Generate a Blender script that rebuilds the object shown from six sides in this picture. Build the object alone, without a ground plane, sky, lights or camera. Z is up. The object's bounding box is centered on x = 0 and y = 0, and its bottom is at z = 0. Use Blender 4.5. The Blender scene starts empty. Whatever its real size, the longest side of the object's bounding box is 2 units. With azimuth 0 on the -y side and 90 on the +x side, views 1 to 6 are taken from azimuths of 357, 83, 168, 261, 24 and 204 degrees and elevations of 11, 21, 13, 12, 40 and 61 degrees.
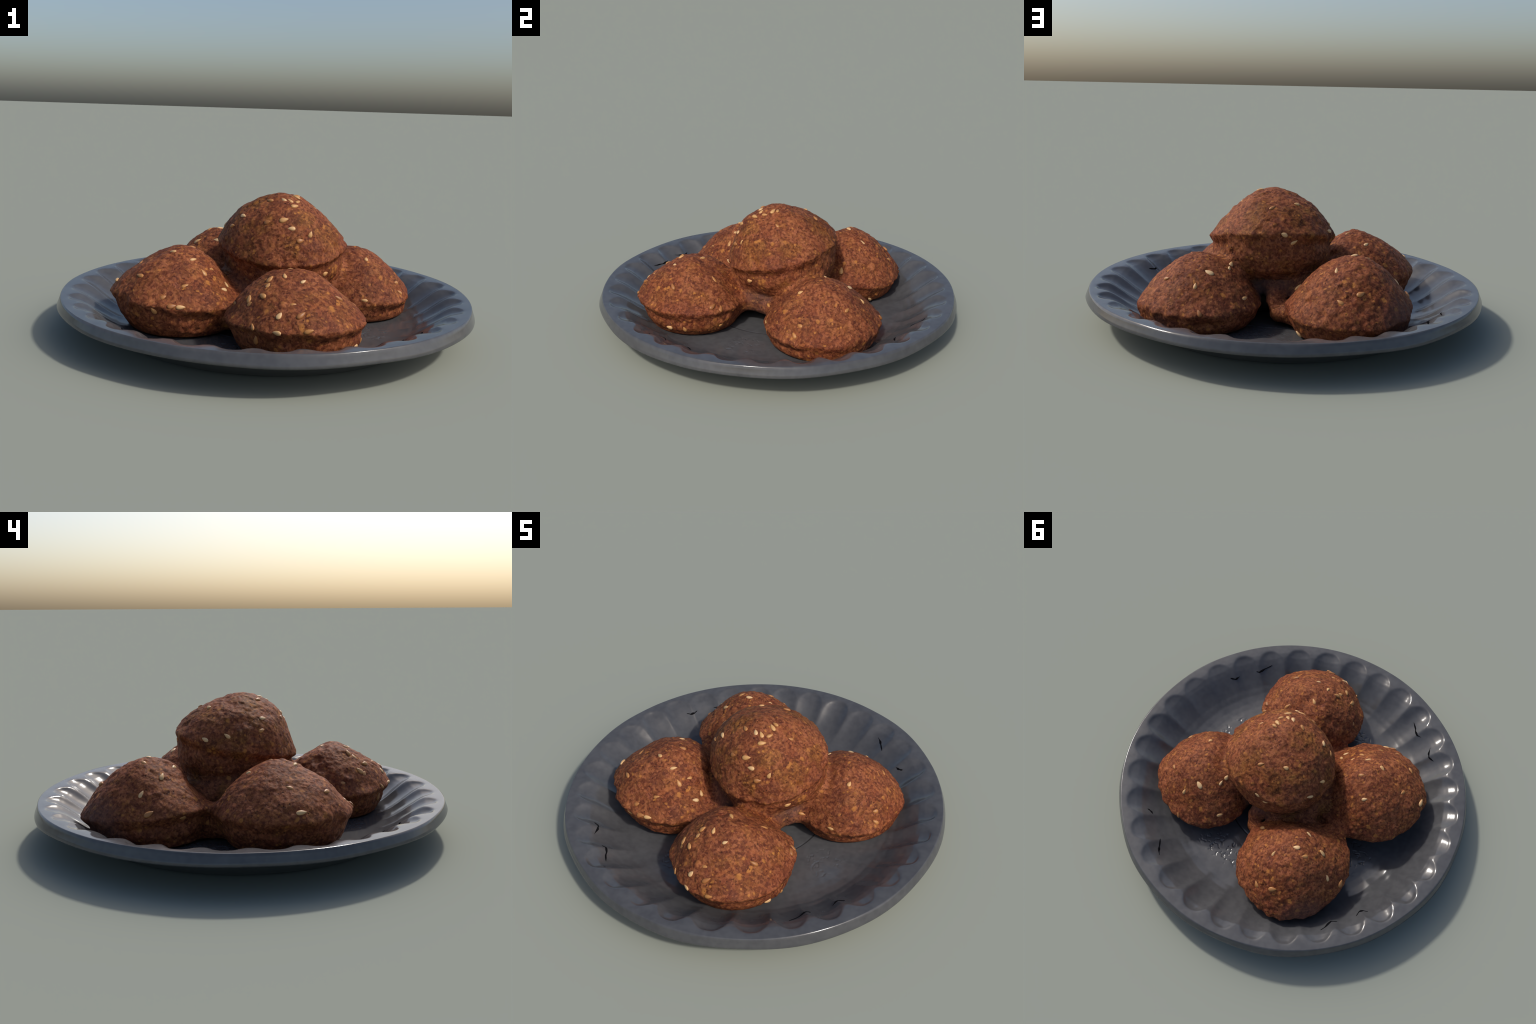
import math
import numpy as np

# =====================================================================
#  A fluted dark plate with five round sesame buns, four in a ring and one
#  on top.  Part 1: numpy description of the shapes (profiles and rules).
# =====================================================================
FLOOR = 0.040            # height of the plate's inner floor
FLUTES = 32


# ---------- smooth gradient noise ------------------------------------
def _hash(ix, iy, iz, seed):
    h = (ix * 374761393 + iy * 668265263 + iz * 2147483647 + seed * 1274126177) & 0xFFFFFFFF
    h = ((h ^ (h >> 13)) * 1274126177) & 0xFFFFFFFF
    h = ((h ^ (h >> 16)) * 2246822519) & 0xFFFFFFFF
    return (h ^ (h >> 15)) & 0xFFFFFFFF


def noise(p, scale, seed=0):
    """value noise in about -1..1 at the points p (n, 3)"""
    q = np.asarray(p) * scale
    i = np.floor(q).astype(np.int64)
    f = q - i
    w = f * f * f * (f * (f * 6 - 15) + 10)
    out = np.zeros(len(q))
    for dx in (0, 1):
        for dy in (0, 1):
            for dz in (0, 1):
                v = _hash(i[:, 0] + dx, i[:, 1] + dy, i[:, 2] + dz, seed) / 2147483647.5 - 1.0
                k = (w[:, 0] if dx else 1 - w[:, 0]) * (w[:, 1] if dy else 1 - w[:, 1]) * (w[:, 2] if dz else 1 - w[:, 2])
                out += k * v
    return out


def cells(p, scale, seed=0):
    """distance to the nearest jittered lattice point, in lattice units"""
    q = np.asarray(p) * scale
    i = np.floor(q).astype(np.int64)
    best = np.full(len(q), 9.0)
    for dx in (-1, 0, 1):
        for dy in (-1, 0, 1):
            for dz in (-1, 0, 1):
                c = i + (dx, dy, dz)
                j = np.stack([_hash(c[:, 0], c[:, 1], c[:, 2], seed + k) / 4294967295.0 for k in (11, 23, 37)], 1)
                best = np.minimum(best, ((c + j - q) ** 2).sum(1))
    return np.sqrt(best)


def smin(a, b, k):
    h = np.clip(0.5 + 0.5 * (b - a) / k, 0, 1)
    return b + (a - b) * h - k * h * (1 - h)


def smax(a, b, k):
    return -smin(-a, -b, k)


def ramp(x, a, b):
    t = np.clip((x - a) / (b - a), 0, 1)
    return t * t * (3 - 2 * t)


# ---------- plate ------------------------------------------------------
RIDGE = np.array([(0.60, 0.0400), (0.64, 0.0410), (0.68, 0.0460), (0.72, 0.0580), (0.76, 0.0800), (0.80, 0.1090), (0.84, 0.1410),
                  (0.87, 0.1625), (0.895, 0.1755), (0.92, 0.1808), (0.95, 0.1828), (0.978, 0.1838)])
DEPTH = np.array([(0.62, 0.0), (0.68, 0.0010), (0.74, 0.0045), (0.80, 0.0120), (0.84, 0.0180), (0.88, 0.0200), (0.94, 0.0190), (0.98, 0.018)])


def curve(x, pts):
    """smooth line through control points"""
    f = np.linspace(pts[0, 0], pts[-1, 0], 400)
    y = np.interp(f, pts[:, 0], pts[:, 1])
    k = np.hanning(27)
    y = np.convolve(np.pad(y, 13, mode="reflect", reflect_type="odd"), k / k.sum(), "valid")
    return np.interp(x, f, y)


def plate_top(r, a):
    """height of the plate's upper side at radius r and azimuth a"""
    r, a = np.asarray(r, float), np.asarray(a, float)
    turn = a + 0.010 * np.sin(3 * a + 0.5) + 0.006 * np.sin(7 * a)
    c = np.cos(FLUTES / 2 * turn)
    hollow = 1 - (1 - (np.sqrt(c * c + 0.02) - 0.141) / 0.869) ** 1.3   # 1 along a flute, 0 on the ridge between
    uneven = 1 + 0.18 * np.sin(5 * a + 1.0) + 0.12 * np.sin(9 * a + 2.0) + 0.10 * np.sin(14 * a)
    edge = 0.884 + 0.062 * hollow + 0.004 * np.sin(3 * a + 1) + 0.003 * np.sin(8 * a)
    s = 0.5 * (edge - r + np.sqrt((edge - r) ** 2 + 0.005 ** 2))     # crisp lip outside, long soft hollow inside
    z = curve(r, RIDGE) - curve(r, DEPTH) * hollow * uneven * 1.25 * s / (s + 0.018)
    return z - np.exp(-((r - 0.375) / 0.0035) ** 2) * 0.003


UNDERSIDE = [(0.981, 0.1838), (0.9855, 0.1812), (0.990, 0.1690), (0.998, 0.1500), (1.0025, 0.1390), (1.0015, 0.1335),
             (0.993, 0.1290), (0.965, 0.1240), (0.93, 0.1135), (0.88, 0.0905), (0.83, 0.0630), (0.78, 0.0320), (0.742, 0.0090),
             (0.725, 0.0012), (0.710, 0.0), (0.66, 0.0), (0.45, 0.0), (0.2, 0.0), (0.02, 0.0)]

# ---------- buns ---------------------------------------------------------
# centre of the rim disc, radius, dome height, tilt of the axis, dome fullness,
# depth of the lower half, seed; wave: unevenness in thousandths at the rim, the
# shoulder and the top (columns) for the mean, one, two and three lobes (rows)
BUNS = {
    "top": dict(c=(0.074, -0.003, 0.42), r=0.308, h=0.247, t=(-0.025, -0.211), q=1.686, low=0.2, seed=1,
        wave=[[-2, -1, -20], [10, -44, -5], [57, 37, -25], [2, 2, -27], [-28, -22, 14], [17, -18, -2], [13, -13, 27]]),
    "front": dict(c=(0.079, -0.486, 0.184), r=0.3, h=0.207, t=(-0.018, 0.036), q=1.963, low=0.18, seed=2,
        wave=[[-7, -1, -9], [64, -16, -24], [-9, 7, 13], [32, -20, 45], [-1, -6, -31], [-9, 5, 30], [17, 6, -7]]),
    "left": dict(c=(-0.428, -0.112, 0.192), r=0.303, h=0.226, t=(0.065, 0.005), q=1.667, low=0.185, seed=3,
        wave=[[34, -31, -33], [-1, -23, 23], [-46, -20, 17], [4, -27, -7], [-22, 8, 10], [-6, 12, 0], [6, -15, 17]]),
    "right": dict(c=(0.453, 0.175, 0.146), r=0.295, h=0.231, t=(0.015, -0.017), q=1.652, low=0.14, seed=4,
        wave=[[23, -11, -32], [8, 11, 5], [24, -36, 2], [-21, -17, -12], [-13, -19, -11], [30, -5, 2], [12, 8, 24]]),
    "back": dict(c=(-0.222, 0.451, 0.177), r=0.294, h=0.233, t=(0.06, 0.082), q=1.762, low=0.17, seed=5,
        wave=[[20, -29, -10], [14, 23, 0], [53, 82, 2], [12, 23, 6], [20, 26, -32], [23, 9, -9], [-8, -24, 20]]),
}
for b in BUNS.values():
    n = np.array([*b["t"], 1.0])
    n /= np.linalg.norm(n)
    u = np.cross([0, 1.0, 0], n)
    u /= np.linalg.norm(u)
    b["axes"] = np.stack([u, np.cross(n, u), n])
    b["c"] = np.array(b["c"])
    t = np.linspace(0, np.pi / 2, 60)[::-1]
    up = np.stack([b["r"] * np.sin(t), b["h"] * np.cos(t) ** b["q"]], 1)
    r, lo = b["r"], b["low"]
    down = np.array([(0.985 * r, -0.012), (0.965 * r, -0.028), (0.948 * r, -0.055), (0.905 * r, -0.55 * lo),
                     (0.80 * r, -0.83 * lo), (0.67 * r, -0.97 * lo), (0.35 * r, -lo * 1.02), (0.0, -lo * 1.02)])
    line = np.concatenate([down[::-1], up])
    s = np.concatenate([[0], np.cumsum(np.hypot(*np.diff(line, axis=0).T))])
    fine = np.linspace(0, s[-1], 700)
    x, y = np.interp(fine, s, line[:, 0]), np.interp(fine, s, line[:, 1])
    b["phi"], b["R"] = np.arctan2(y, x), np.hypot(x, y)


def bun_distance(p, b):
    v = (p - b["c"]) @ b["axes"].T
    rho, h = np.hypot(v[:, 0], v[:, 1]), v[:, 2]
    phi = np.arctan2(h, rho)
    az = np.arctan2(v[:, 1], v[:, 0])
    levels = np.exp(-((phi[:, None] - LEVELS) / LEVEL_WIDTH) ** 2)
    lobes = np.stack([np.ones_like(az)] + [f(k * az) * np.cos(phi) for k in (1, 2, 3) for f in (np.cos, np.sin)], 1)
    foot = np.exp(-((phi + 0.55) / 0.35) ** 2) * (lobes[:, :3] @ np.array(FOOT[b["seed"] - 1]))
    uneven = 1 + foot + ((lobes @ (np.array(b["wave"]) / 1000.0)) * levels).sum(1)
    return 0.85 * (np.hypot(rho, h) - np.interp(phi, b["phi"], b["R"]) * uneven)


# how far the foot of each bun spreads: all round, towards +x, towards +y
FOOT = [(0.025, 0.0, 0.045), (-0.03, 0.05, 0.03), (-0.03, 0.05, -0.035), (0.01, 0.05, -0.02), (0.0, -0.02, -0.02)]
LEVELS, LEVEL_WIDTH = np.radians([-6, 24, 58]), np.radians(26)


HUB = (np.array([-0.01, 0.04, 0.215]), np.array([0.24, 0.23, 0.105]))
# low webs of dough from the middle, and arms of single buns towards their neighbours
WEBS = [((0.105, 0.28, 0.155), 0.052), ((-0.02, 0.20, 0.245), 0.070), ((0.17, -0.08, 0.165), 0.060), ((-0.18, -0.31, 0.115), 0.060),
        ((-0.28, 0.14, 0.100), 0.055)]
ARMS = [("back", (-0.03, 0.38, 0.11), (0.100, 0.315, 0.095), 0.046), ("back", (-0.27, 0.33, 0.12), (-0.32, 0.18, 0.100), 0.050),
        ("left", (-0.37, 0.02, 0.12), (-0.32, 0.16, 0.100), 0.052), ("front", (0.12, -0.30, 0.15), (0.205, -0.135, 0.150), 0.055),
        ("right", (0.34, 0.05, 0.14), (0.235, -0.085, 0.145), 0.060)]


def capsule(p, start, end, r):
    a, ax = np.array(start), np.array(end) - np.array(start)
    t = np.clip(((p - a) @ ax) / (ax @ ax), 0, 1)
    return np.linalg.norm(p - a - t[:, None] * ax, axis=1) - r * (1.15 - 0.4 * t)


def hub_distance(p):
    d = (np.linalg.norm((p - HUB[0]) / HUB[1], axis=1) - 1) * HUB[1].min()
    for tip, r in WEBS:
        d = smin(d, capsule(p, HUB[0], tip, r), 0.05)
    return d


BLEND = {"front": 0.055, "left": 0.035, "right": 0.045, "back": 0.045}


def bun_field(p, name):
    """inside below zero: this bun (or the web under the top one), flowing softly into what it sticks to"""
    d = {k: bun_distance(p, b) for k, b in BUNS.items()}
    for k, *arm in ARMS:
        d[k] = smin(d[k], capsule(p, *arm), 0.05)
    d["web"] = hub_distance(p)
    total = smin(d["web"], d["top"], 0.03)
    for k, blend in BLEND.items():
        total = smin(total, d[k], blend)
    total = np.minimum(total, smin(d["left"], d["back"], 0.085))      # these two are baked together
    rest = np.minimum.reduce([v for k, v in d.items() if k != name])
    g = np.maximum(total, d[name] - rest - 0.014)                     # pieces run a little into each other
    return smax(g, FLOOR + 0.004 - p[:, 2], 0.012)


def bun_centre(name):
    return np.array([0.02, 0.05, 0.165]) if name == "web" else BUNS[name]["c"] + np.array([0, 0, 0.01])


def bun_radius(dirs, name):
    """distance from the bun's centre to its skin along each direction"""
    o = bun_centre(name)
    lo, hi = np.zeros(len(dirs)), np.full(len(dirs), 0.6)
    live = np.ones(len(dirs), bool)
    for step in np.linspace(0.03, 0.6, 58):
        idx = np.nonzero(live)[0]
        if not len(idx):
            break
        out = bun_field(o + dirs[idx] * step, name) > 0
        hi[idx[out]] = step
        live[idx[out]] = False
        lo[idx[~out]] = step
    for _ in range(9):
        mid = 0.5 * (lo + hi)
        out = bun_field(o + dirs * mid[:, None], name) > 0
        hi, lo = np.where(out, mid, hi), np.where(out, lo, mid)
    return 0.5 * (lo + hi), o


def bun_relief(p, name):
    """lumps, pits and ragged rim of the crumb, as an outward offset"""
    if name == "web":
        return (0.004 * noise(p, 12, 900) + 0.002 * noise(p, 30, 901)) * ramp(p[:, 2], FLOOR + 0.004, FLOOR + 0.04)
    b = BUNS[name]
    s = b["seed"] * 100
    v = (p - b["c"]) @ b["axes"].T
    phi = np.arctan2(v[:, 2], np.hypot(v[:, 0], v[:, 1]))
    lum = -0.0012 + 0.0065 * noise(p, 8, s) + 0.0030 * noise(p, 18, s + 1) + 0.0022 * noise(p, 42, s + 2) + 0.0016 * noise(p, 90, s + 3)
    pits = -0.0080 * ramp(0.40 - cells(p, 12, s + 5), 0.0, 0.30) * ramp(noise(p, 5, s + 6), 0.10, 0.5)
    bumps = 0.0045 * ramp(0.42 - cells(p, 20, s + 7), 0.0, 0.3) * ramp(noise(p, 7, s + 10), -0.1, 0.5)
    rag = np.exp(-((phi + 0.01) / 0.10) ** 2) * (0.002 + 0.008 * noise(p, 15, s + 8) + 0.005 * noise(p, 33, s + 11))
    under = -0.006 * np.exp(-((phi + 0.16) / 0.08) ** 2) * (1 + 1.8 * noise(p, 9, s + 9))
    keep = ramp(p[:, 2], FLOOR + 0.004, FLOOR + 0.04)
    return (lum + pits + bumps + rag + under) * keep


# ---8<--- end of the pure shape description

import bpy
import bmesh
from mathutils import Matrix, Vector

rng = np.random.default_rng(7)

SEEDS = {   # bun: (longitude, latitude, spin) of each sesame seed, degrees
    "top": [(-16, 75, 88), (-38, 73, 89), (-57, 63, 16), (-79, 64, 119), (-97, 65, 127), (-75, 53, 12), (-12, 49, 136), (80, 40, 43), (-116, 29, 24), (-95, 33, 17), (-86, 23, 177), (-64, 16, 68), (-77, 10, 9), (-157, 31, 3), (-164, 17, 20), (-44, -25, 18), (-133, 62, 177), (161, 12, 144), (99, 3, 38), (120, 43, 157), (90, 10, 159), (142, 8, 160)],
    "front": [(95, 72, 128), (-154, 55, 93), (-145, 47, 93), (-137, 31, 167), (-149, 19, 48), (-155, 23, 129), (-128, 69, 132), (40, 33, 86), (27, 1, 67), (19, 4, 38), (-95, 26, 14), (-30, 26, 126), (-88, 15, 40), (-71, 60, 18), (-10, -18, 108), (-108, 14, 70), (-108, 0, 177), (-83, 3, 13), (178, 10, 2), (-131, 1, 123), (-130, -12, 82), (-27, -19, 177), (27, -16, 68)],
    "left": [(-80, 18, 19), (-100, 7, 38), (-35, 9, 152), (-25, 12, 71), (-133, 24, 178), (-109, 71, 169), (-53, 54, 1), (-85, 0, 2), (-92, 1, 15), (-49, 32, 107), (-30, 34, 170), (91, 50, 32), (23, 71, 83), (-107, -4, 113), (-172, 10, 0), (-176, 37, 148)],
    "right": [(-37, 15, 167), (-40, 5, 133), (-69, 53, 61), (-87, 2, 172), (-120, 4, 14), (148, 47, 31), (131, 10, 5), (100, 48, 135), (28, 33, 23), (77, 29, 87), (164, 49, 10), (83, 2, 112)],
    "back": [(126, 88, 161), (36, 55, 116), (-159, 49, 58), (83, 24, 30), (62, 15, 148), (168, 26, 69), (-103, 58, 171), (177, 6, 31), (-20, 12, 91), (156, 72, 144), (17, -23, 129), (-153, 0, 175)],
}
CRACKS = [   # each a line of (radius in mm, azimuth in tenths of a degree) on the plate wall
    [(848, -371), (828, -390), (840, -412)],
    [(840, -488), (830, -500), (848, -526), (864, -560)],
    [(861, -1238), (848, -1265), (835, -1278), (829, -1298), (842, -1312)],
    [(860, -1372), (839, -1395), (831, -1410), (849, -1432)],
    [(843, 364), (829, 374), (818, 390)],
    [(817, 503), (838, 531), (850, 544), (861, 567)],
    [(849, 1384), (835, 1400), (837, 1415), (854, 1429)],
    [(875, 1246), (861, 1266), (836, 1291), (845, 1312)],
]


# ---------- materials ------------------------------------------------
class Nodes:
    def __init__(self, name):
        self.mat = bpy.data.materials.new(name)
        self.mat.use_nodes = True
        self.tree = self.mat.node_tree
        self.tree.nodes.clear()
        self.out = self.add("ShaderNodeOutputMaterial")
        self.bsdf = self.add("ShaderNodeBsdfPrincipled")
        self.link(self.bsdf.outputs[0], self.out.inputs[0])
        self.coord = self.add("ShaderNodeTexCoord").outputs["Object"]

    def add(self, kind, **props):
        n = self.tree.nodes.new(kind)
        for k, v in props.items():
            setattr(n, k, v)
        return n

    def link(self, a, b):
        self.tree.links.new(a, b)

    def put(self, socket, value):
        if isinstance(value, bpy.types.NodeSocket):
            self.link(value, socket)
        elif value is not None:
            socket.default_value = value

    def noise(self, scale, detail=4, rough=0.6, distort=0.0, vector=None):
        n = self.add("ShaderNodeTexNoise")
        self.put(n.inputs["Vector"], vector or self.coord)
        n.inputs["Scale"].default_value = scale
        n.inputs["Detail"].default_value = detail
        n.inputs["Roughness"].default_value = rough
        n.inputs["Distortion"].default_value = distort
        return n.outputs["Fac"]

    def voronoi(self, scale, out="Distance", vector=None, feature="F1"):
        n = self.add("ShaderNodeTexVoronoi", feature=feature)
        self.put(n.inputs["Vector"], vector or self.coord)
        n.inputs["Scale"].default_value = scale
        return n.outputs[out]

    def warp(self, scale, amount):
        n = self.add("ShaderNodeTexNoise")
        self.put(n.inputs["Vector"], self.coord)
        n.inputs["Scale"].default_value = scale
        m = self.add("ShaderNodeVectorMath", operation="MULTIPLY_ADD")
        self.link(n.outputs["Color"], m.inputs[0])
        m.inputs[1].default_value = (amount,) * 3
        self.link(self.coord, m.inputs[2])
        return m.outputs[0]

    def math(self, op, a, b=None, c=None, clamp=False):
        n = self.add("ShaderNodeMath", operation=op, use_clamp=clamp)
        for s, v in zip(n.inputs, (a, b, c)):
            self.put(s, v)
        return n.outputs[0]

    def step(self, x, lo, hi):
        n = self.add("ShaderNodeMapRange", interpolation_type="SMOOTHSTEP")
        self.put(n.inputs[0], x)
        n.inputs[1].default_value, n.inputs[2].default_value = lo, hi
        n.inputs[3].default_value, n.inputs[4].default_value = 0, 1
        return n.outputs[0]

    def mix(self, fac, a, b, kind="MIX"):
        n = self.add("ShaderNodeMix", data_type="RGBA", blend_type=kind)
        self.put(n.inputs[0], fac)
        self.put(n.inputs[6], a)
        self.put(n.inputs[7], b)
        return n.outputs[2]

    def ramp(self, x, stops):
        n = self.add("ShaderNodeValToRGB")
        self.put(n.inputs[0], x)
        e = n.color_ramp.elements
        while len(e) < len(stops):
            e.new(0.5)
        for k, (pos, col) in zip(e, stops):
            k.position, k.color = pos, col
        return n.outputs[0]

    def bump(self, height, strength, distance, base=None):
        n = self.add("ShaderNodeBump")
        n.inputs["Strength"].default_value = strength
        n.inputs["Distance"].default_value = distance
        self.put(n.inputs["Height"], height)
        if base:
            self.link(base, n.inputs["Normal"])
        return n.outputs[0]

    def near(self, centre, lo, hi):
        """1 close to a point of the object, 0 beyond"""
        n = self.add("ShaderNodeVectorMath", operation="DISTANCE")
        self.link(self.coord, n.inputs[0])
        n.inputs[1].default_value = centre
        return self.step(n.outputs["Value"], hi, lo)


def rgb(hexa, k=1.0):
    v = [int(hexa[i:i + 2], 16) / 255 for i in (0, 2, 4)]
    return tuple(k * (x / 12.92 if x < 0.04045 else ((x + 0.055) / 1.055) ** 2.4) for x in v) + (1.0,)


def bun_material(name, hub, patches, olive):
    m = Nodes(name)
    warped = m.warp(14, 0.035)
    fine = m.noise(60, 5, 0.68, 0.6)
    broad = m.noise(7, 3, 0.6)
    col = m.ramp(fine, [(0.28, rgb(DARK)), (0.43, rgb(MID)), (0.55, rgb(LIGHT)), (0.72, rgb(TAN))])
    # mosaic of pressed crumbs, each with a shade of its own
    for scale, stops, amount in ((46, [(0.12, rgb(SPECK)), (0.35, rgb(DARK)), (0.55, rgb(MID)), (0.75, rgb(LIGHT)), (0.92, rgb(TAN))], 0.24),
                                 (95, [(0.15, rgb(SPECK)), (0.4, rgb(DARK)), (0.6, rgb(LIGHT)), (0.88, rgb(FLAKE))], 0.32)):
        cell = m.add("ShaderNodeSeparateColor")
        m.link(m.voronoi(scale, "Color", vector=warped), cell.inputs[0])
        col = m.mix(amount, col, m.ramp(cell.outputs[0], stops))
    mauve = m.step(m.noise(10, 3, 0.6, 0.5), 0.52, 0.66)
    col = m.mix(m.math("MULTIPLY", mauve, 0.35), col, rgb("522c22"))
    browner = m.step(m.noise(4.5, 4, 0.6, 0.4), 0.44, 0.62)
    col = m.mix(m.math("MULTIPLY", browner, 0.6), col, m.mix(1.0, col, (0.74, 0.72, 0.74, 1), "MULTIPLY"))
    # olive-brown and reddish areas
    col = m.mix(m.math("MULTIPLY", m.step(broad, 0.46, 0.64), olive), col, m.mix(1.0, col, (0.92, 1.06, 0.72, 1), "MULTIPLY"))
    col = m.mix(m.math("MULTIPLY", m.step(m.noise(5, 2), 0.5, 0.66), 0.6), col, m.mix(1.0, col, (1.04, 0.88, 0.84, 1), "MULTIPLY"))
    # golden crumbs pressed into the crust
    chip = m.step(m.voronoi(34, vector=warped), 0.30, 0.16)
    chip = m.math("MULTIPLY", chip, m.step(m.noise(15, 2), 0.50, 0.60))
    col = m.mix(m.math("MULTIPLY", chip, 0.70), col, rgb(CHIP))
    big = m.math("MULTIPLY", m.step(m.voronoi(17, vector=m.warp(30, 0.03)), 0.24, 0.15), m.step(m.noise(8, 2), 0.50, 0.58))
    col = m.mix(m.math("MULTIPLY", big, 0.65), col, rgb(CHIP))
    flake = m.step(m.voronoi(85, vector=warped), 0.34, 0.12)
    flake = m.math("MULTIPLY", flake, m.step(m.noise(40, 2), 0.50, 0.62))
    col = m.mix(m.math("MULTIPLY", flake, 0.55), col, rgb(FLAKE))
    # burnt specks and maroon stains
    dark = m.math("MULTIPLY", m.step(m.voronoi(55, vector=warped), 0.30, 0.10), m.step(m.noise(22, 2), 0.50, 0.62))
    col = m.mix(m.math("MULTIPLY", dark, 0.8), col, rgb(SPECK))
    stain = m.step(m.noise(17, 4, 0.65), 0.56, 0.70)
    col = m.mix(m.math("MULTIPLY", stain, 0.55), col, rgb(STAIN))
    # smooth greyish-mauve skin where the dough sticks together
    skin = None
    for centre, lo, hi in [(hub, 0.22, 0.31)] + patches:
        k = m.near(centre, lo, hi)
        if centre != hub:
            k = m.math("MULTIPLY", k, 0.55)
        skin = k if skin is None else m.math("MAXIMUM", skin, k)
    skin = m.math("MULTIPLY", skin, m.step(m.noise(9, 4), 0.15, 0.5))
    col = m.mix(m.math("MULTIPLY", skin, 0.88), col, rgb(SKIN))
    m.link(col, m.bsdf.inputs["Base Color"])
    m.bsdf.inputs["Roughness"].default_value = 0.62
    m.bsdf.inputs["Specular IOR Level"].default_value = 0.12
    h = m.math("ADD", m.math("MULTIPLY", fine, 0.7), m.math("MULTIPLY", m.noise(150, 3, 0.6), 0.3))
    h = m.math("SUBTRACT", h, m.math("MULTIPLY", dark, 0.35))
    m.link(m.bump(h, 0.5, 0.008), m.bsdf.inputs["Normal"])
    return m.mat


DARK, MID, LIGHT, TAN = "4a2319", "723b27", "8d5130", "a66c3f"
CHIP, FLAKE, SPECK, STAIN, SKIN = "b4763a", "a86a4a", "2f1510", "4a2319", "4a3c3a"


def plate_material():
    m = Nodes("dark_glazed_plate")
    col = m.ramp(m.noise(6, 5, 0.6), [(0.3, rgb(PLATE_A)), (0.7, rgb(PLATE_B))])
    mottle = m.noise(28, 3, 0.5)
    col = m.mix(0.35, col, m.ramp(mottle, [(0.35, rgb(PLATE_A, 0.92)), (0.65, rgb(PLATE_B, 1.06))]))
    sep = m.add("ShaderNodeSeparateXYZ")
    m.link(m.coord, sep.inputs[0])
    flat = m.add("ShaderNodeCombineXYZ")
    m.link(sep.outputs[0], flat.inputs[0])
    m.link(sep.outputs[1], flat.inputs[1])
    ln = m.add("ShaderNodeVectorMath", operation="LENGTH")
    m.link(flat.outputs[0], ln.inputs[0])
    radius = ln.outputs["Value"]
    # thin dark ring pressed into the floor
    ring = m.math("MULTIPLY", m.step(radius, 0.368, 0.374), m.step(radius, 0.382, 0.376))
    col = m.mix(m.math("MULTIPLY", ring, 0.6), col, rgb("1c1c1e"))
    m.link(col, m.bsdf.inputs["Base Color"])
    rough = m.math("MULTIPLY_ADD", mottle, 0.08, PLATE_ROUGH)
    m.link(rough, m.bsdf.inputs["Roughness"])
    m.bsdf.inputs["Specular IOR Level"].default_value = PLATE_SPEC
    m.bsdf.inputs["Metallic"].default_value = PLATE_METAL
    m.link(m.bump(m.noise(30, 3), 0.06, 0.004), m.bsdf.inputs["Normal"])
    return m.mat


PLATE_A, PLATE_B = "444446", "515152"
PLATE_ROUGH, PLATE_SPEC, PLATE_METAL = 0.13, 0.5, 0.0


def seed_material():
    m = Nodes("toasted_sesame")
    info = m.add("ShaderNodeObjectInfo")
    col = m.ramp(info.outputs["Random"], [(0.0, rgb("925c30")), (0.3, rgb("b27c44")), (0.6, rgb("c89a62")), (1.0, rgb("d8b484"))])
    col = m.mix(m.math("MULTIPLY", m.noise(90, 3), 0.5), col, m.mix(1.0, col, (0.86, 0.72, 0.55, 1), "MULTIPLY"))
    m.link(col, m.bsdf.inputs["Base Color"])
    m.bsdf.inputs["Roughness"].default_value = 0.45
    return m.mat


def crack_material():
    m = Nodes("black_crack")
    m.link(m.ramp(m.noise(60), [(0.3, (0.004, 0.004, 0.005, 1)), (0.7, (0.008, 0.008, 0.009, 1))]), m.bsdf.inputs["Base Color"])
    m.bsdf.inputs["Roughness"].default_value = 0.9
    m.bsdf.inputs["Specular IOR Level"].default_value = 0.0
    return m.mat


def new_object(name, mesh, parent=None):
    o = bpy.data.objects.new(name, mesh)
    bpy.context.scene.collection.objects.link(o)
    if parent:
        o.parent = parent
    return o


def mesh_from(name, verts, faces, material, smooth=True):
    me = bpy.data.meshes.new(name)
    me.from_pydata([tuple(v) for v in verts], [], faces)
    me.materials.append(material)
    if smooth:
        me.polygons.foreach_set("use_smooth", [True] * len(me.polygons))
    me.update()
    return me


# ---------- plate -----------------------------------------------------
def relief_marks(x, y):
    """worn stamped squiggles in a ring on the plate floor"""
    r, a = np.hypot(x, y), np.arctan2(y, x)
    m = ramp(r, 0.44, 0.47) * ramp(0.625 - r, 0.0, 0.03)
    spot = np.zeros_like(r)
    for c, w in ((1.16, 0.28), (-0.45, 0.2), (-1.95, 0.22), (2.72, 0.22)):
        dd = np.abs((a - c + np.pi) % (2 * np.pi) - np.pi)
        spot = np.maximum(spot, ramp(w - dd, 0.0, 0.08))
    p = np.stack([x + 0.3 * y, y - 0.2 * x, 0 * x], 1)
    q = np.abs(noise(p, 38, 71)) + 0.5 * np.abs(noise(p, 70, 72))
    return m * spot * (ramp(q, 0.05, 0.35) - 0.6) * 0.0030


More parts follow.
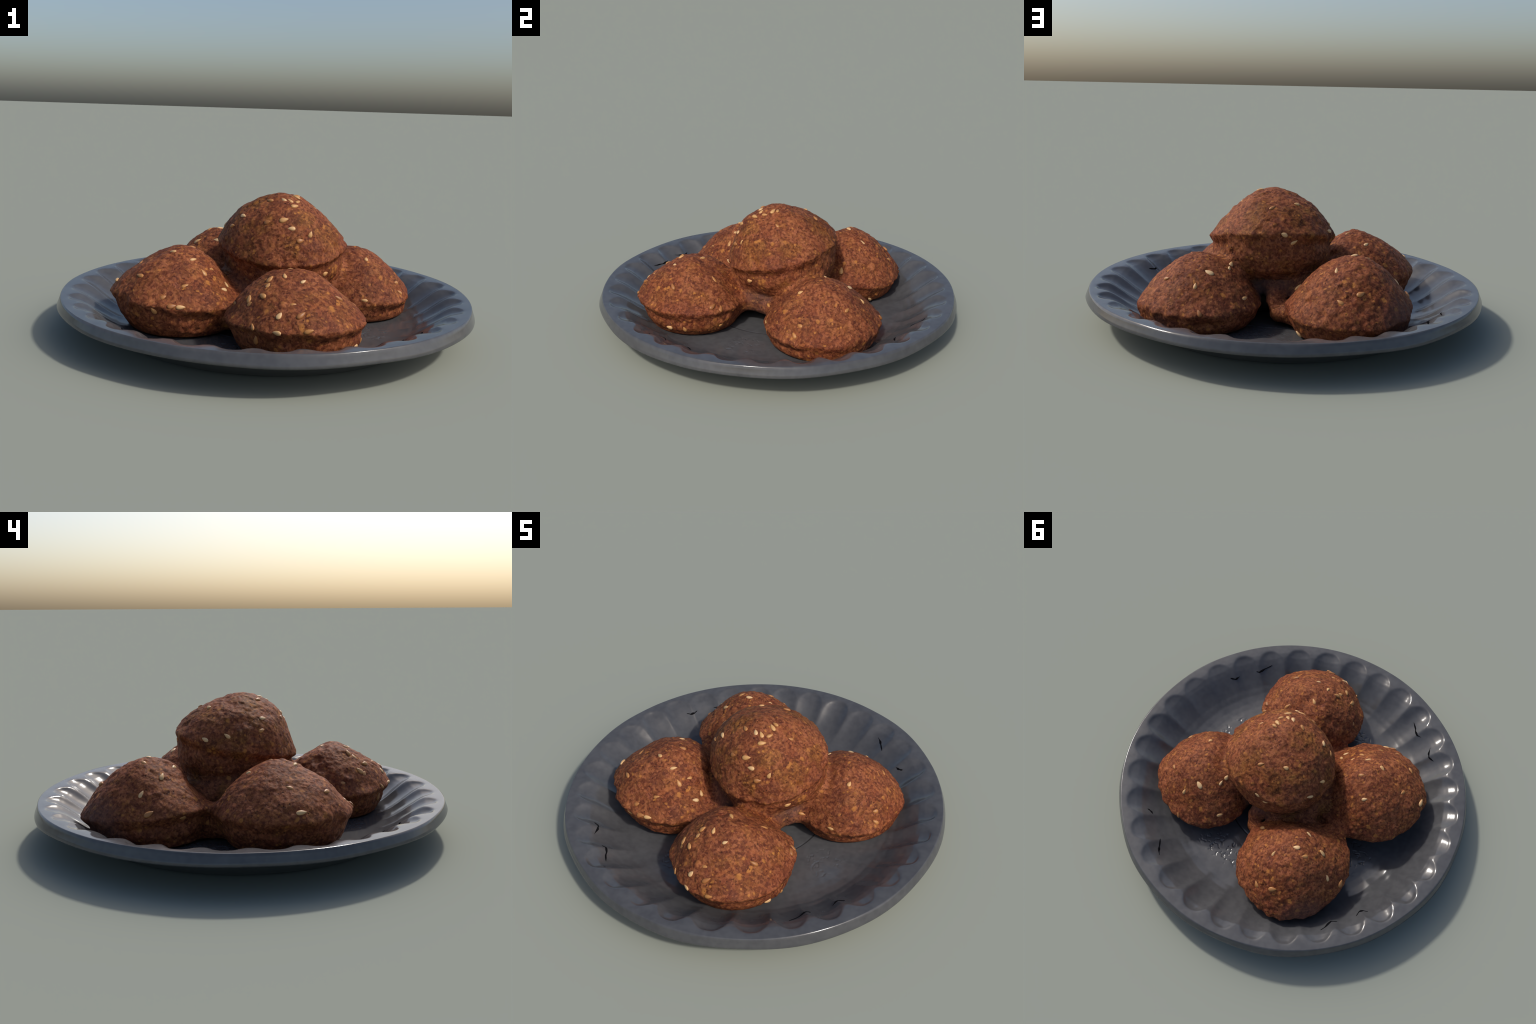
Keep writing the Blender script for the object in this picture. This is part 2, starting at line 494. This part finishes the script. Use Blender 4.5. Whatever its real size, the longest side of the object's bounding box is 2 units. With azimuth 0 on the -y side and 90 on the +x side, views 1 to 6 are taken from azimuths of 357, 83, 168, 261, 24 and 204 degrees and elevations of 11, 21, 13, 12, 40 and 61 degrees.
def build_plate():
    na = 1024
    a = np.arange(na) / na * 2 * np.pi
    radii = np.concatenate([[0.03, 0.1, 0.18, 0.26, 0.33, 0.358], np.linspace(0.364, 0.386, 12), np.linspace(0.395, 0.63, 80),
                            np.linspace(0.64, 0.978, 84)])
    rings = []
    for r in radii:
        x, y = r * np.cos(a), r * np.sin(a)
        z = plate_top(np.full(na, r), a) + relief_marks(x, y)
        rings.append(np.stack([x, y, z], 1))
    lip = 0.0022 * np.sin(7 * a + 0.6) + 0.0018 * np.sin(13 * a + 2.0)
    wave = 0.0025 * np.sin(2 * a + 0.4) + 0.0015 * np.sin(9 * a)
    top_edge = rings[-1][:, 2]
    for k, (r, z) in enumerate(UNDERSIDE):
        near_rim = ramp(np.array([z]), 0.09, 0.14)[0]
        rr = r + near_rim * (lip - 0.002) * min(max((r - 0.979) / 0.015, 0.0), 1.0)
        zz = z + near_rim * wave
        if k == 0:
            zz = 0.5 * (z + top_edge)
        rings.append(np.stack([rr * np.cos(a), rr * np.sin(a), np.broadcast_to(zz, a.shape)], 1))
    v = np.concatenate(rings)
    n = len(rings)
    f = []
    for i in range(n - 1):
        for j in range(na):
            k = (j + 1) % na
            f.append((i * na + j, (i + 1) * na + j, (i + 1) * na + k, i * na + k))
    f.append(tuple(range(na)))
    f.append(tuple(range((n - 1) * na, n * na))[::-1])
    me = mesh_from("plate", v, f, plate_material())
    bm = bmesh.new()
    bm.from_mesh(me)
    bmesh.ops.recalc_face_normals(bm, faces=bm.faces)
    bm.to_mesh(me)
    bm.free()
    o = new_object("plate", me)
    o["label"] = "dark grey glazed plate with fluted scalloped wall"
    o["category"] = "plate"
    return o


def build_cracks(plate):
    mat = crack_material()
    for line in CRACKS:
        pts = []
        p = np.array(line, float)
        s = np.linspace(0, len(p) - 1, 16)
        r, d = np.interp(s, np.arange(len(p)), p[:, 0]), np.interp(s, np.arange(len(p)), p[:, 1])
        r = r / 1000
        a = np.radians(d / 10)
        z = plate_top(r, a)
        c = np.stack([r * np.cos(a), r * np.sin(a), z], 1)
        sides = 6
        verts, faces = [], []
        for i in range(16):
            tan = c[min(i + 1, 15)] - c[max(i - 1, 0)]
            tan /= np.linalg.norm(tan)
            nrm = np.array([-0.45 * math.cos(a[i]), -0.45 * math.sin(a[i]), 1.0])
            side = np.cross(tan, nrm)
            side /= np.linalg.norm(side)
            up = np.cross(side, tan)
            w = 0.0058 * math.sin(math.pi * (i + 0.4) / 15.8) ** 0.8 * (1 + 0.4 * math.sin(i * 0.8 + d[0]))
            for k in range(sides):
                t = 2 * math.pi * k / sides
                verts.append(c[i] + side * w * math.cos(t) + up * (0.0022 * math.sin(t)))
        for i in range(15):
            for k in range(sides):
                q = (k + 1) % sides
                faces.append((i * sides + k, i * sides + q, (i + 1) * sides + q, (i + 1) * sides + k))
        faces.append(tuple(range(sides))[::-1])
        faces.append(tuple(range(15 * sides, 16 * sides)))
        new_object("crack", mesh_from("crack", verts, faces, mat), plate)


# ---------- buns -------------------------------------------------------
def build_buns():
    bm = bmesh.new()
    bmesh.ops.create_icosphere(bm, subdivisions=7, radius=1)
    dirs = np.array([v.co[:] for v in bm.verts])
    faces = [tuple(v.index for v in f.verts) for f in bm.faces]
    bm.free()
    dirs /= np.linalg.norm(dirs, axis=1)[:, None]
    seed_mesh, seed_mat = sesame_mesh(seed_material())
    for name, b in BUNS.items():
        rad, o = bun_radius(dirs, name)
        p = o + dirs * rad[:, None]
        p = p + dirs * bun_relief(p, name)[:, None]
        hub = tuple(np.array([0.04, 0.02, 0.13]) - b["c"])
        patches = [(tuple(np.array(c) - b["c"]), lo, hi) for c, lo, hi in PATCHES]
        mat = bun_material("baked_crust_" + name, hub, patches, OLIVE[name])
        me = mesh_from("sesame_bun", p - b["c"], faces, mat)
        bun = new_object("sesame_bun", me)
        bun.location = b["c"]
        bun["label"] = "round brown baked bun with scattered sesame seeds"
        bun["category"] = "bun"
        build_seeds(bun, name, seed_mesh)
        if name == "top":
            rad, o = bun_radius(dirs, "web")
            p = o + dirs * rad[:, None]
            p = p + dirs * bun_relief(p, "web")[:, None]
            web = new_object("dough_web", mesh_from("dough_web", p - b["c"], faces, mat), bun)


def sesame_mesh(mat):
    bm = bmesh.new()
    bmesh.ops.create_uvsphere(bm, u_segments=16, v_segments=10, radius=1)
    for v in bm.verts:
        x = v.co.x
        taper = 0.80 - 0.34 * x - 0.12 * x * x
        v.co.y *= 0.64 * taper
        v.co.z *= 0.40 * (0.85 - 0.15 * x)
    me = bpy.data.meshes.new("sesame_seed")
    bm.to_mesh(me)
    bm.free()
    me.materials.append(mat)
    me.polygons.foreach_set("use_smooth", [True] * len(me.polygons))
    return me, mat


def build_seeds(bun, name, me):
    b = BUNS[name]
    listed = SEEDS.get(name, [])
    if not listed:
        return
    arr = np.array(listed, float)
    az, el, spin = np.radians(arr[:, 0]), np.radians(arr[:, 1]), np.radians(arr[:, 2])
    d = np.stack([np.cos(el) * np.cos(az), np.cos(el) * np.sin(az), np.sin(el)], 1)

    def skin(q):
        r, o = bun_radius(q, name)
        p = o + q * r[:, None]
        return p + q * bun_relief(p, name)[:, None]

    up = np.array([0, 0, 1.0])
    east = np.cross(up, d)
    east /= np.linalg.norm(east, axis=1)[:, None]
    north = np.cross(d, east)
    e = 0.05
    unit = lambda q: q / np.linalg.norm(q, axis=1)[:, None]
    px, mx = skin(unit(d + e * east)), skin(unit(d - e * east))
    py, my = skin(unit(d + e * north)), skin(unit(d - e * north))
    p = skin(d)
    n = unit(np.cross(px - mx, py - my))
    sink = rng.uniform(-0.22, 0.08, len(d))
    for i in range(len(d)):
        along = math.cos(spin[i]) * east[i] + math.sin(spin[i]) * north[i]
        along -= n[i] * (along @ n[i])
        along /= np.linalg.norm(along)
        across = np.cross(n[i], along)
        size = 0.0200 * rng.uniform(0.82, 1.12)
        o = new_object("sesame_seed", me, bun)
        m = Matrix.Identity(4)
        for k, axis in enumerate((along, across, n[i])):
            stretch = rng.uniform(0.85, 1.15)
            for row in range(3):
                m[row][k] = axis[row] * size * stretch
        at = p[i] - b["c"] + n[i] * size * sink[i]
        m.translation = Vector(at)
        o.matrix_local = m


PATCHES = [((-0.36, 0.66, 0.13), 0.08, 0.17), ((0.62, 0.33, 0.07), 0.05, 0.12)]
OLIVE = {"top": 0.9, "front": 0.5, "left": 0.35, "right": 0.4, "back": 0.4}

plate = build_plate()
build_cracks(plate)
build_buns()
